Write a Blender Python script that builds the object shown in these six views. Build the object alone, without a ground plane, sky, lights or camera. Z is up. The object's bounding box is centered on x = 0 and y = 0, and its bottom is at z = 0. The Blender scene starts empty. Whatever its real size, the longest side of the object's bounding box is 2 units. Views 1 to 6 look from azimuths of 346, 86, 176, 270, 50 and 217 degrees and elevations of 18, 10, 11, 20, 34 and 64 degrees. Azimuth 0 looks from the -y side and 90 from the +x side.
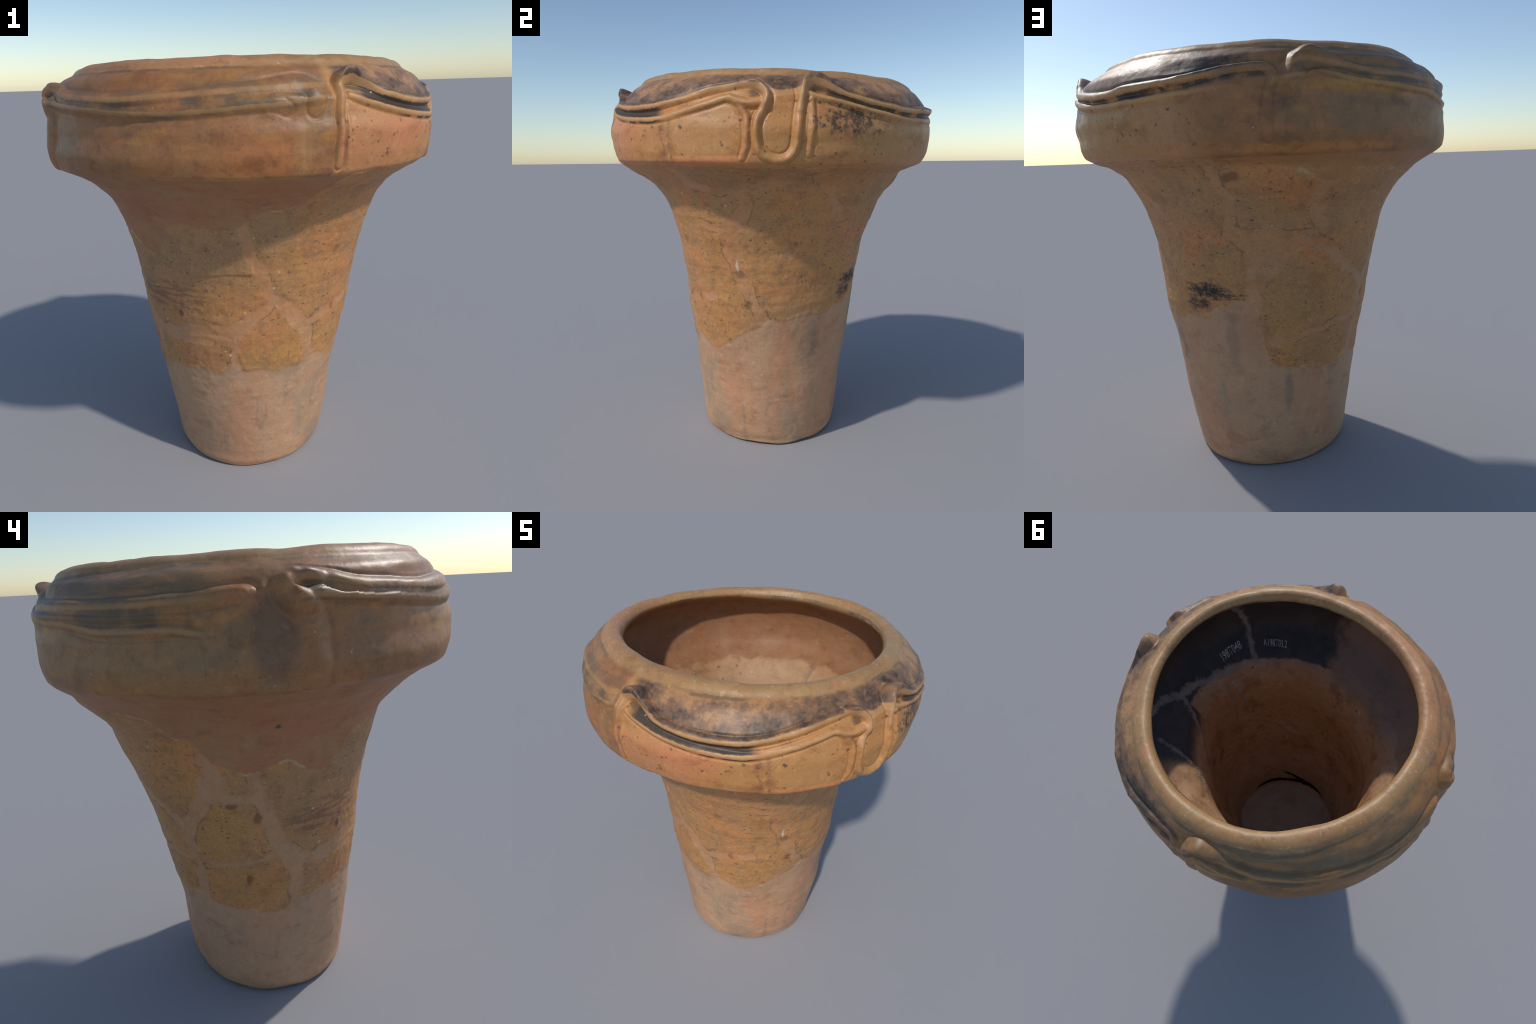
"""Restored ancient clay jar: tapering stem, flaring neck, heavy collar with
applied clay cords that loop and hang in U shapes, inward rounded rim,
mended from sherds with plaster fills; hollow inside, with small inventory marks."""
import bpy, math
import numpy as np

PI = math.pi
# ------------------------------------------------------------------ profile
# height, mean radius, then how the radius departs from a circle:
# cos/sin of the angle (shift), of twice (oval) and of three times the angle
OUTLINE = np.array([
    (0.00, 0.382, 0.000, -0.038, 0.008, 0.011, 0.002, 0.002),
    (0.03, 0.394, -0.002, -0.038, 0.006, 0.012, -0.002, 0.004),
    (0.08, 0.406, -0.001, -0.034, 0.006, 0.006, -0.001, 0.003),
    (0.20, 0.422, -0.001, -0.031, 0.010, 0.006, 0.003, 0.002),
    (0.40, 0.445, -0.003, -0.033, 0.015, 0.011, 0.002, 0.002),
    (0.60, 0.475, 0.000, -0.028, 0.015, 0.005, 0.001, -0.005),
    (0.80, 0.506, 0.002, -0.023, 0.021, -0.004, 0.003, -0.003),
    (0.95, 0.524, -0.003, -0.018, 0.018, -0.014, 0.006, -0.007),
    (1.05, 0.540, -0.006, -0.014, 0.016, -0.022, 0.008, -0.007),
    (1.15, 0.557, -0.012, -0.012, 0.014, -0.030, 0.011, -0.010),
    (1.23, 0.582, -0.012, -0.009, 0.011, -0.030, 0.012, -0.011),
    (1.30, 0.604, -0.011, -0.006, 0.010, -0.030, 0.010, -0.010),
    (1.36, 0.628, -0.011, -0.005, 0.009, -0.029, 0.008, -0.008),
    (1.41, 0.659, -0.015, -0.006, 0.005, -0.029, 0.011, -0.006),
    (1.45, 0.692, -0.021, -0.009, 0.003, -0.030, 0.012, -0.006),
    (1.49, 0.730, -0.027, -0.018, 0.000, -0.034, 0.011, -0.003),
    (1.53, 0.785, -0.026, -0.028, 0.007, -0.033, 0.009, 0.003),
    (1.58, 0.870, -0.012, -0.014, 0.015, -0.017, 0.006, -0.002),
    (1.65, 0.885, -0.006, -0.008, 0.010, -0.013, 0.003, -0.003),
    (1.72, 0.885, 0.006, -0.005, 0.008, -0.013, 0.000, 0.001),
    (1.78, 0.874, 0.006, -0.003, 0.010, -0.009, -0.003, -0.003),
    (1.83, 0.868, 0.002, -0.005, 0.009, -0.005, -0.002, -0.005),
    (1.88, 0.836, 0.002, 0.002, 0.018, -0.006, -0.004, -0.002),
    (1.92, 0.803, -0.004, 0.006, 0.011, -0.006, -0.001, -0.009),
    (1.96, 0.745, -0.004, 0.011, 0.000, -0.004, 0.002, -0.011),
    (2.02, 0.731, -0.004, 0.011, 0.000, -0.004, 0.002, -0.011),
])
# rounded lip, from the groove outside it over the crest to the inside
LIP = [(0.770, 1.941), (0.758, 1.949), (0.746, 1.964), (0.729, 1.977), (0.709, 1.982),
       (0.691, 1.976), (0.680, 1.961), (0.675, 1.946), (0.677, 1.932)]
# inside wall down to the floor, then in to the middle
INSIDE = [(0.692, 1.916), (0.722, 1.897), (0.760, 1.868), (0.800, 1.820), (0.818, 1.750),
          (0.816, 1.680), (0.784, 1.610), (0.716, 1.552), (0.640, 1.495), (0.594, 1.440),
          (0.566, 1.380), (0.544, 1.300), (0.527, 1.200), (0.508, 1.050), (0.490, 0.930),
          (0.446, 0.760), (0.396, 0.560), (0.372, 0.400), (0.362, 0.280), (0.354, 0.205),
          (0.345, 0.172), (0.300, 0.162), (0.200, 0.158), (0.100, 0.156), (0.001, 0.156)]
# the collar is not quite level
TILT = (-0.006, -0.014, -0.003, 0.0)

NCOL = 1080


def pchip(x, y, xq):
    """monotone cubic interpolation of the columns of y"""
    x = np.asarray(x, float); y = np.asarray(y, float)
    h = np.diff(x); d = np.diff(y, axis=0) / h[:, None]
    m = np.zeros_like(y)
    same = (d[1:] * d[:-1]) > 0
    w1 = (2 * h[1:] + h[:-1])[:, None]; w2 = (h[1:] + 2 * h[:-1])[:, None]
    with np.errstate(divide='ignore', invalid='ignore'):
        m[1:-1] = np.where(same, (w1 + w2) / (w1 / d[:-1] + w2 / d[1:]), 0)
    m[0] = d[0]; m[-1] = d[-1]
    i = np.clip(np.searchsorted(x, xq) - 1, 0, len(x) - 2)
    t = ((xq - x[i]) / h[i])[:, None]; hh = h[i][:, None]
    return ((2*t**3 - 3*t**2 + 1) * y[i] + (t**3 - 2*t**2 + t) * hh * m[i]
            + (-2*t**3 + 3*t**2) * y[i+1] + (t**3 - t**2) * hh * m[i+1])


def smooth(a, b, x):
    t = np.clip((x - a) / (b - a), 0, 1)
    return t * t * (3 - 2 * t)


def value_noise(p, seed=0):
    """smooth lattice noise in -1..1"""
    i = np.floor(p).astype(np.int64); f = p - i; f = f * f * (3 - 2 * f)
    out = np.zeros(len(p))
    for dx in (0, 1):
        for dy in (0, 1):
            for dz in (0, 1):
                h = ((i[:, 0] + dx) * 73856093) ^ ((i[:, 1] + dy) * 19349663) ^ ((i[:, 2] + dz) * 83492791) ^ (seed * 2654435761)
                h = (h ^ (h >> 13)) * 1274126177 & 0x7fffffff
                v = ((h >> 8) & 0xffff) / 32767.5 - 1
                w = (f[:, 0] if dx else 1 - f[:, 0]) * (f[:, 1] if dy else 1 - f[:, 1]) * (f[:, 2] if dz else 1 - f[:, 2])
                out += v * w
    return out


def tilt(th):
    return TILT[0]*np.cos(th) + TILT[1]*np.sin(th) + TILT[2]*np.cos(2*th) + TILT[3]*np.sin(2*th)


def departure(th, ze, soften=None):
    """radius departure from the mean circle, broadcast over th and ze arrays"""
    c = pchip(OUTLINE[:, 0], OUTLINE[:, 2:], np.clip(ze, 0, 2.0).ravel())
    if soften is not None:      # the inside follows the outline only broadly
        k = np.array([0, .3, .6, .9, 1.2, 1.45, 1.7, 1.9, 2.0])
        b = pchip(k, pchip(OUTLINE[:, 0], OUTLINE[:, 2:], k), np.clip(ze, 0, 2.0).ravel())
        w = soften.ravel()[:, None]; c = c * (1 - w) + b * w
    c = c.reshape(ze.shape + (6,))
    s = np.stack([np.cos(th), np.sin(th), np.cos(2*th), np.sin(2*th), np.cos(3*th), np.sin(3*th)], -1)
    return (c * s).sum(-1)


def place(th, r, ze, soften=None):
    """profile point (mean radius, level height) at an angle -> xyz"""
    th, r, ze = np.broadcast_arrays(np.asarray(th, float), np.asarray(r, float), np.asarray(ze, float))
    fade = np.clip(r / 0.3, 0, 1)
    rr = r + departure(th, ze, soften) * fade
    z = ze + tilt(th) * smooth(1.0, 1.45, ze)
    return np.stack([rr * np.cos(th), rr * np.sin(th), z], -1)


def resample(points, step):
    p = np.asarray(points, float)
    # Catmull-Rom through the control points
    q = np.vstack([2*p[0]-p[1], p, 2*p[-1]-p[-2]])
    out = []
    for k in range(1, len(q) - 2):
        t = np.linspace(0, 1, 24, endpoint=False)[:, None]
        a, b, c, d = q[k-1], q[k], q[k+1], q[k+2]
        out.append(0.5 * (2*b + (c-a)*t + (2*a-5*b+4*c-d)*t**2 + (3*b-a-3*c+d)*t**3))
    out.append(p[-1:]); o = np.vstack(out)
    s = np.concatenate([[0], np.cumsum(np.linalg.norm(np.diff(o[:, :2], axis=0), axis=1))])
    n = max(2, int(round(s[-1] / step)) + 1)
    u = np.linspace(0, s[-1], n)
    return np.stack([np.interp(u, s, o[:, k]) for k in range(o.shape[1])], 1)


# ------------------------------------------------------------------ profile rows
zz = np.linspace(0.0, 1.936, 4000)
rr = pchip(OUTLINE[:, 0], OUTLINE[:, 1:2], zz)[:, 0]
ss = np.concatenate([[0], np.cumsum(np.hypot(np.diff(zz), np.diff(rr)))])
s_neck = np.interp(1.36, zz, ss)
u = np.concatenate([np.arange(0, s_neck, 0.0065), np.arange(s_neck, ss[-1], 0.0042)])
outer = np.stack([np.interp(u, ss, rr), np.interp(u, ss, zz)], 1)
under = resample([(0.001, 0.020), (0.15, 0.018), (0.30, 0.012), (0.35, 0.003), (0.378, 0.0)], 0.02)[:-1]
lip = resample([tuple(outer[-1])] + LIP, 0.006)[1:]
inside = resample([LIP[-1]] + INSIDE, 0.011)[1:]
prof = np.vstack([under, outer, lip, inside])
n_under, n_outer, n_lip, n_in = len(under), len(outer), len(lip), len(inside)
NROW = len(prof)
row_z = prof[:, 1]
is_outer = np.zeros(NROW, bool); is_outer[n_under:n_under + n_outer + n_lip] = True

theta = np.linspace(0, 2 * PI, NCOL, endpoint=False)
TH, RR = np.meshgrid(theta, prof[:, 0]); _, ZZ = np.meshgrid(theta, prof[:, 1])
SOFT = np.zeros(NROW); SOFT[-n_in:] = smooth(0, 25, np.arange(n_in))
base = place(TH, RR, ZZ, np.repeat(SOFT[:, None], NCOL, 1))                                   # NROW x NCOL x 3


def grid_normals(g):
    du = np.roll(g, -1, 1) - np.roll(g, 1, 1)
    dv = np.empty_like(g); dv[1:-1] = g[2:] - g[:-2]; dv[0] = g[1] - g[0]; dv[-1] = g[-1] - g[-2]
    n = np.cross(du, dv)
    return n / np.maximum(np.linalg.norm(n, axis=-1, keepdims=True), 1e-9)


# hand-shaped swellings and hollows: angle, height, reach in degrees and metres, amount
SWELLS = [(47, 1.27, 24, .17, .020), (45, 1.02, 17, .13, .022), (46, 1.14, 14, .05, .012), (100, 1.475, 24, .07, .025),
          (40, 1.495, 22, .03, .014), (208, 1.30, 20, .14, -.012), (213, 1.20, 14, .14, -.008),
          (160, 1.30, 10, .10, -.008), (130, 1.815, 36, .038, .026), (102, 1.87, 10, .04, .018), (103, 1.77, 7, .08, .014),
          (-30, 1.79, 42, .10, -.003), (200, 1.80, 12, .06, -.006), (-88, 1.83, 8, .05, .008), (135, .12, 9, .10, -.008),
          (88, .78, 8, .06, -.009), (178, .38, 12, .20, -.004), (136, .45, 10, .12, .006), (20, .38, 12, .12, .008),
          (-44, .25, 15, .18, .009), (65, 1.20, 12, .24, .012), (133, 1.46, 9, .05, .010), (60, 1.40, 10, .08, .010), (-62, 1.42, 14, .07, -.006), (-167.5, 1.71, 3.6, .10, .015)]
for a0, z0, ra, rz, amt in SWELLS:
    da = (np.degrees(TH) - a0 + 180) % 360 - 180
    k = amt * np.exp(-(da / ra) ** 2 * 1.2 - ((ZZ - z0) / rz) ** 2 * 1.2) * is_outer[:, None]
    base[..., 0] += k * np.cos(TH); base[..., 1] += k * np.sin(TH)
inward = np.zeros(NROW); r_lip = n_under + n_outer
inward[r_lip:r_lip + n_lip] = .020 * smooth(.75, .69, prof[r_lip:r_lip + n_lip, 0])
bowl_z = prof[-n_in:, 1]
inward[-n_in:] = np.where(bowl_z > 1.30, .018 + .010 * smooth(1.80, 1.65, bowl_z), .030 * smooth(.9, 1.30, bowl_z))
k = inward[:, None] * np.clip(.5 + .5 * np.cos(TH - np.where(np.arange(NROW)[:, None] < NROW - n_in + 6, 2.97, -2.2)), 0, 1) ** .8
base[..., 0] -= k * np.cos(TH); base[..., 1] -= k * np.sin(TH)
nb = grid_normals(base)
# soften the direction cords are pushed in
for _ in range(6):
    nb[1:-1] = (nb[:-2] + nb[2:] + 2 * nb[1:-1]) / 4
nb /= np.linalg.norm(nb, axis=-1, keepdims=True)

# ------------------------------------------------------------------ applied cords
# control points: angle in degrees, level height, half width, height of the cord
def cord(points, w=0.021, h=0.024):
    return [(p[0], p[1], p[2] if len(p) > 2 else w, p[3] if len(p) > 3 else h) for p in points]


CORDS = {
 # east-facing sweep: loop, long swag, curl, hanging U, upright, next loop, long swag, curl
 'a': [
  cord([(-79.2, 1.60, .016, .004), (-79.3, 1.70, .016, .010), (-78.8, 1.80, .018, .018), (-78, 1.865, .020, .030),
        (-77.2, 1.888, .026, .046), (-74.5, 1.902, .030, .050), (-71, 1.886, .024, .038), (-66, 1.852), (-61, 1.835),
        (-55, 1.821), (-48, 1.815), (-41, 1.816), (-35, 1.828, .020, .018), (-30, 1.845, .020, .018), (-24, 1.865),
        (-18, 1.883), (-13, 1.894, .02, .030), (-10, 1.894, .021, .036), (-7.6, 1.882, .021, .036), (-6, 1.855, .021, .034),
        (-6.1, 1.825, .021, .032), (-7.2, 1.790, .02, .030), (-8.4, 1.755), (-9, 1.710), (-8.6, 1.647), (-6.8, 1.607),
        (-3.9, 1.588), (-0.7, 1.597), (1.5, 1.636), (2.2, 1.712), (3.0, 1.800), (3.6, 1.853, .021, .034),
        (4.2, 1.886, .030, .050), (6.0, 1.902, .036, .060), (8.6, 1.903, .036, .058), (11.6, 1.890, .028, .042), (15.5, 1.867),
        (21, 1.846), (29, 1.829), (38, 1.815), (45, 1.816), (50, 1.825), (57, 1.828), (64, 1.832), (70, 1.842),
        (76, 1.857), (81, 1.868), (87, 1.872), (89.7, 1.860), (90.5, 1.828, .018, .016), (89.4, 1.791, .016, .012),
        (88.6, 1.720, .018, .010), (88.6, 1.665, .018, .008), (89.0, 1.625, .016, .004)], h=.026),
  cord([(-76, 1.842, .016, .010), (-72, 1.822, .018, .016), (-67, 1.803), (-61.5, 1.785), (-55, 1.772), (-48, 1.762),
        (-41, 1.758), (-36, 1.766, .018, .012), (-31.8, 1.780, .018, .014), (-26.4, 1.800), (-21, 1.822), (-17, 1.838),
        (-14.3, 1.823), (-12.6, 1.791), (-11.4, 1.759, .018), (-11.3, 1.709, .017, .020), (-11.6, 1.646, .016, .016),
        (-12.8, 1.595, .014, .006)], h=.022, w=.019),
  cord([(-16, 1.838), (-11, 1.816, .022, .028), (-7, 1.822)], h=.024),
  cord([(5, 1.866, .018, .020), (7.3, 1.852), (10.7, 1.840), (15.3, 1.828), (20, 1.812), (28.6, 1.792), (35, 1.779),
        (44, 1.775, .018, .018), (56, 1.780, .017, .010), (70, 1.790, .016, .004)], h=.023, w=.019),
  cord([(6.2, 1.838), (6.3, 1.764), (5.9, 1.700), (5.4, 1.612, .014, .008)], w=.016, h=.018),
  cord([(-77.2, 1.800, .012, .004), (-77.3, 1.70, .012, .006), (-76.5, 1.59, .012, .003)]),
 ],
 # west side: flatter, worn cords in plaster
 'b': [
  cord([(-165.5, 1.60, .034, .010), (-165.5, 1.70, .038, .029), (-166.5, 1.80, .038, .030), (-171, 1.858, .036, .052), (-169.5, 1.888, .030, .046),
        (-166, 1.893, .024, .034), (-163, 1.888), (-160, 1.880), (-157, 1.870), (-153, 1.862), (-145, 1.857), (-139, 1.850),
        (-132, 1.848), (-123, 1.855), (-115, 1.860), (-107, 1.866), (-99, 1.872), (-93, 1.878, .026, .022), (-87.5, 1.878, .032, .026),
        (-85, 1.862, .032, .022), (-84.6, 1.835, .028, .012), (-85, 1.80, .024, .004)], h=.021, w=.023),
  cord([(-167, 1.845, .022, .020), (-163.8, 1.848, .022, .024), (-159.6, 1.836), (-155, 1.826), (-149, 1.821), (-140.5, 1.810),
        (-132, 1.800), (-126, 1.797), (-118, 1.797), (-111, 1.800), (-105, 1.809, .02, .014), (-99, 1.815, .02, .011),
        (-94.6, 1.818, .020, .006), (-92, 1.80, .018, .002)], h=.018, w=.019),
 ],
 # north side
 'c': [
  cord([(181, 1.60, .026, .006), (181, 1.70, .030, .018), (181.5, 1.80, .030, .020), (181.5, 1.86, .028, .012)]),
  cord([(95.4, 1.610, .024, .008), (96, 1.710, .028, .020), (95.8, 1.763, .028, .024), (95.4, 1.830, .028, .028),
        (96.4, 1.872, .034, .046), (98.6, 1.896, .036, .056), (102, 1.892, .034, .046), (107, 1.882, .022, .028), (111, 1.867),
        (118, 1.855), (126, 1.851), (137, 1.847), (150, 1.842), (161, 1.844), (171, 1.848), (175.7, 1.856, .022, .024),
        (179.5, 1.863, .022, .026), (182, 1.855, .02, .020), (183, 1.815, .016, .008)], h=.021, w=.021),
  cord([(102, 1.850, .018, .012), (106, 1.838), (111.5, 1.820), (119, 1.812), (127, 1.804), (139, 1.793, .016, .014),
        (149, 1.770), (157, 1.764), (166, 1.768), (171, 1.760), (173, 1.741, .015, .010), (174.2, 1.704, .014, .008),
        (174.5, 1.660, .014, .007), (174, 1.620, .012, .003)], h=.018, w=.017),
  cord([(128, 1.824, .014, .006), (150, 1.818), (166, 1.810), (174, 1.786, .014, .005)], w=.014, h=.008),
 ],
}
# low raised pads: (angle from, angle to, height from, to, amount)
PADS = [(-178.0, -169.5, 1.60, 1.86, -.007), (-88.5, -80.5, 1.60, 1.82, -.003), (-37, -13, 1.572, 1.596, .005),
        (-8.0, 1.0, 1.61, 1.80, -.004)]

height = np.zeros((NROW, NCOL))
cord_id = np.zeros((NROW, NCOL), int)                       # which cord family covers a vertex
groove = np.zeros((NROW, NCOL))
c0 = int(np.argmin(abs(row_z[:n_under + n_outer] - 1.555)))
c1 = n_under + n_outer + 8
deg = np.degrees(theta)
for fam, (name, strokes) in enumerate(CORDS.items(), 1):
    for st in strokes:
        # densify in angle/height space (scaled to metres), then lift onto the surface
        a = np.array(st); a[:, 2] *= 0.74 if name == 'a' else 0.90; a[:, 3] *= np.where(a[:, 3] > .03, .9, {'a': .62, 'b': .46, 'c': .50}[name])
        a[:, 0] = np.radians(a[:, 0]) * 0.87
        a = resample(a, 0.008)
        th = a[:, 0] / 0.87
        rad = pchip(OUTLINE[:, 0], OUTLINE[:, 1:2], a[:, 1])[:, 0]
        P = place(th, rad, a[:, 1])
        d = (deg[None, :] - np.degrees(th)[:, None] + 180) % 360 - 180
        cols = np.where((abs(d) < 5).any(0))[0]
        V = base[c0:c1][:, cols]
        sh = V.shape[:2]; V = V.reshape(-1, 3)
        wear = 1 + (.25 if name == 'a' else .45) * value_noise(V * 13, 31) + .15 * value_noise(V * 34, 32)
        best = np.full(len(V), 9.0); h = np.zeros(len(V))
        A, B = P[:-1], P[1:]; AB = B - A; L2 = (AB ** 2).sum(1)
        for k in range(len(A)):
            near = np.where(abs(V[:, 2] - A[k, 2]) < 0.09)[0]
            pa = V[near] - A[k]
            m = (pa ** 2).sum(1) < 0.011
            near = near[m]; pa = pa[m]
            t = np.clip(pa @ AB[k] / L2[k], 0, 1)
            dist = np.linalg.norm(pa - t[:, None] * AB[k], axis=1)
            w = a[k, 2] + (a[k+1, 2] - a[k, 2]) * t
            hh = a[k, 3] + (a[k+1, 3] - a[k, 3]) * t
            hh = hh * wear[near]
            q = dist / w
            # round crest, soft foot
            lift = hh * np.where(q < 1.5, np.clip(1 - (q / 1.5) ** 2, 0, 1) ** 1.6, 0)
            h[near] = np.maximum(h[near], lift)
            best[near] = np.minimum(best[near], q)
        h = h.reshape(sh); best = best.reshape(sh)
        H = height[c0:c1]; Hc = H[:, cols]
        both = np.maximum(Hc, h) + 0.25 * np.minimum(Hc, h)
        H[:, cols] = both
        I = cord_id[c0:c1]; Ic = I[:, cols]; Ic[(best < 1.15) & (h > 0.004)] = fam; I[:, cols] = Ic
        G = groove[c0:c1]; Gc = G[:, cols]
        depth = 0.005 * np.exp(-((best - 1.65) / 0.3) ** 2) * min(1, np.mean(a[:, 3]) / .018)
        G[:, cols] = np.maximum(Gc, depth)
height -= groove * (height < 0.006)
dd = (np.degrees(TH) + 180) % 360 - 180
for a0, a1, z0, z1, amt in PADS:
    m = smooth(a0 - .6, a0 + .6, dd) * (1 - smooth(a1 - .6, a1 + .6, dd)) * smooth(z0 - .012, z0 + .012, ZZ) * (1 - smooth(z1 - .012, z1 + .012, ZZ))
    height += amt * m * is_outer[:, None]

# ------------------------------------------------------------------ mended sherds on the stem
# plaster seams between sherds: (angle, height, half width) strokes on the unrolled wall
SEAMS = [
    [(-103, 1.36, .020), (-100, 1.21, .024), (-94, 1.09, .028), (-90, .99, .026), (-79, .90, .034), (-70, .79, .036), (-66, .62, .032)],
    [(-90, .96, .020), (-100, .88, .034), (-109, .82, .044), (-126, .82, .034), (-150, .78, .022)],
    [(-109, .82, .020), (-110, .71, .014), (-108, .60, .022)],
    [(-70, .81, .026), (-56, .86, .020), (-40, .89, .018)],
    [(-179, 1.24, .026), (-177, 1.13, .022), (-173, 1.02, .030), (-170, .90, .030), (-162, .79, .044), (-160, .68, .034), (-159, .57, .034)],
    [(-197, 1.28, .020), (-195, 1.20, .036), (-200, 1.08, .034), (-207, .99, .026), (-214, .94, .022)],
    [(-196, 1.12, .026), (-186, 1.09, .022), (-177, 1.09, .024)],
    [(-207, .99, .024), (-212, .87, .030), (-210, .74, .028), (-213, .55, .032)],
    [(-207, .74, .008), (-189, .78, .009), (-170, .81, .010)],
    [(-162, .80, .030), (-150, .77, .026), (-122, .77, .018)],
    [(-38, 1.28, .016), (-26, 1.23, .030), (-24, 1.11, .032), (-21, 1.0, .030), (-17, .90, .028), (-12, .81, .030), (-10, .70, .036)],
    [(-16, 1.44, .028), (-16, 1.36, .026), (-21, 1.29, .032), (-27, 1.23, .032)],
    [(-38, 1.53, .022), (-38, 1.48, .022), (-32, 1.45, .018), (-16, 1.44, .022), (-7, 1.46, .020), (4, 1.52, .018), (14, 1.54, .012)],
    [(12, 1.51, .012), (19, 1.44, .020), (27, 1.36, .020), (35, 1.30, .024)],
    [(72, 1.22, .030), (90, 1.16, .085), (106, 1.21, .030)],
    [(88, 1.16, .095), (80, .97, .034), (80, .86, .034)],
    [(88, .70, .020), (102, .72, .020), (117, .74, .018), (130, .765, .014)],
    [(-230, .765, .014), (-199, .77, .014)],
    [(107, 1.46, .030), (106, 1.39, .024), (109, 1.27, .026)],
    [(110, 1.19, .020), (119, 1.12, .020), (130, 1.04, .020)],
    [(-230, 1.04, .020), (-211, .93, .020)],
    [(70, 1.56, .022), (70, 1.49, .020), (73, 1.39, .018), (71, 1.22, .022)],
]
# upper limit of the plaster foot and lower limit of the plaster neck round the wall
FOOT_LINE = [(-230, .53), (-221, .54), (-212, .56), (-205, .54), (-197, .53), (-186, .52), (-178, .52), (-168, .52),
             (-163, .55), (-157, .58), (-145, .59), (-138, .59), (-129, .61), (-118, .59), (-110, .64), (-106, .61),
             (-101, .60), (-93, .60), (-86, .57), (-78, .59), (-70, .60), (-65, .64), (-55, .61), (-48, .57), (-42, .58),
             (-25, .68), (-15, .72), (-8, .78), (0, .76), (16, .79), (28, .78), (41, .82), (49, .81), (59, .85),
             (71, .89), (76, .91), (80, .88), (83, .81), (84.5, .67), (86, .61), (94, .57), (108, .54), (130, .53)]
NECK_LINE = [(-230, 1.49), (-221, 1.48), (-209, 1.45), (-206, 1.38), (-200, 1.35), (-196, 1.29), (-190, 1.25), (-181, 1.21),
             (-174, 1.22), (-166, 1.26), (-156, 1.19), (-145, 1.18), (-141, 1.26), (-137, 1.33), (-126, 1.35), (-116, 1.33),
             (-105, 1.33), (-101, 1.39), (-92, 1.41), (-81, 1.43), (-77, 1.52), (-70, 1.62), (56, 1.62), (67, 1.57),
             (76, 1.545), (90, 1.53), (96, 1.51), (107, 1.455), (112, 1.455), (117, 1.50), (130, 1.49)]
WALL = 0.0087                                                # metres per degree on the unrolled stem
unroll = (np.degrees(TH) + 230) % 360 - 230                  # -230 .. 130


def seam_distance(x, z):
    d = np.full(x.shape, 9.0)
    for st in SEAMS:
        for (a0, z0, w0), (a1, z1, w1) in zip(st[:-1], st[1:]):
            ax, bx = a0 * WALL, a1 * WALL
            vx, vz = bx - ax, z1 - z0
            t = np.clip(((x - ax) * vx + (z - z0) * vz) / (vx * vx + vz * vz), 0, 1)
            d = np.minimum(d, np.hypot(x - ax - t * vx, z - z0 - t * vz) - (w0 + (w1 - w0) * t))
    return d


s0, s1 = n_under, n_under + int(np.argmin(abs(outer[:, 1] - 1.56)))
sx = unroll[s0:s1] * WALL; sz = ZZ[s0:s1]
pts = base[s0:s1].reshape(-1, 3)
wob = 0.012 * value_noise(pts * 14, 3).reshape(sx.shape) + 0.005 * value_noise(pts * 45, 4).reshape(sx.shape)
foot_z = np.interp(unroll[s0:s1], *np.array(FOOT_LINE).T)
neck_z = np.interp(unroll[s0:s1], *np.array(NECK_LINE).T)
plaster = np.minimum(np.minimum(seam_distance(sx, sz), sz - foot_z), neck_z - sz) + wob   # < 0 in plaster
is_sherd = plaster > 0
height[s0:s1] += 0.0022 * smooth(-.010, .012, plaster)       # sherds stand a little proud

# inside: raised plaster joints, and the dark crack where the floor has come away
INNER_SEAMS = [
    [(32, 1.64, .020), (26, 1.61, .020), (9, 1.54, .020), (-1, 1.52, .018), (-13, 1.49, .026), (-22, 1.485, .026), (-31, 1.485, .024),
     (-40, 1.485, .018), (-58, 1.485, .016), (-76, 1.485, .020)],
    [(-31, 1.88, .018), (-32, 1.80, .022), (-37, 1.67, .018), (-37, 1.51, .024)],
    [(9, 1.53, .014), (17, 1.43, .016), (27, 1.29, .014), (39, 1.20, .012), (50, 1.10, .010)],
    [(36, 1.56, .012), (46, 1.45, .016)],
    [(-14, 1.45, .016), (-18, 1.28, .020), (-18, 1.10, .012), (-12, .96, .012)],
    [(-10, 1.05, .010), (-30, .98, .012), (-49, .90, .014), (-61, .82, .012), (-80, .86, .012), (-98, 1.11, .014), (-101, 1.29, .014)],
    [(-98, 1.11, .006), (-113, 1.09, .008), (-141, 1.06, .008)],
    [(106, 1.53, .012), (109, 1.40, .016), (112, 1.2, .014)],
]
INNER_WALL = 0.0095
CRACK = [[(-16, .200, .005), (-30, .222, .018), (-43, .234, .026), (-58, .224, .020), (-73, .234, .033), (-90, .216, .035),
          (-100, .206, .020), (-108, .196, .005)], [(-56, .34, .010), (-66, .305, .016), (-78, .252, .022)]]


def stroke_distance(strokes, x, z, scale):
    d = np.full(x.shape, 9.0)
    for st in strokes:
        for (a0, z0, w0), (a1, z1, w1) in zip(st[:-1], st[1:]):
            ax, vx, vz = a0 * scale, (a1 - a0) * scale, z1 - z0
            t = np.clip(((x - ax) * vx + (z - z0) * vz) / (vx * vx + vz * vz), 0, 1)
            d = np.minimum(d, np.hypot(x - ax - t * vx, z - z0 - t * vz) - (w0 + (w1 - w0) * t))
    return d


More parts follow.
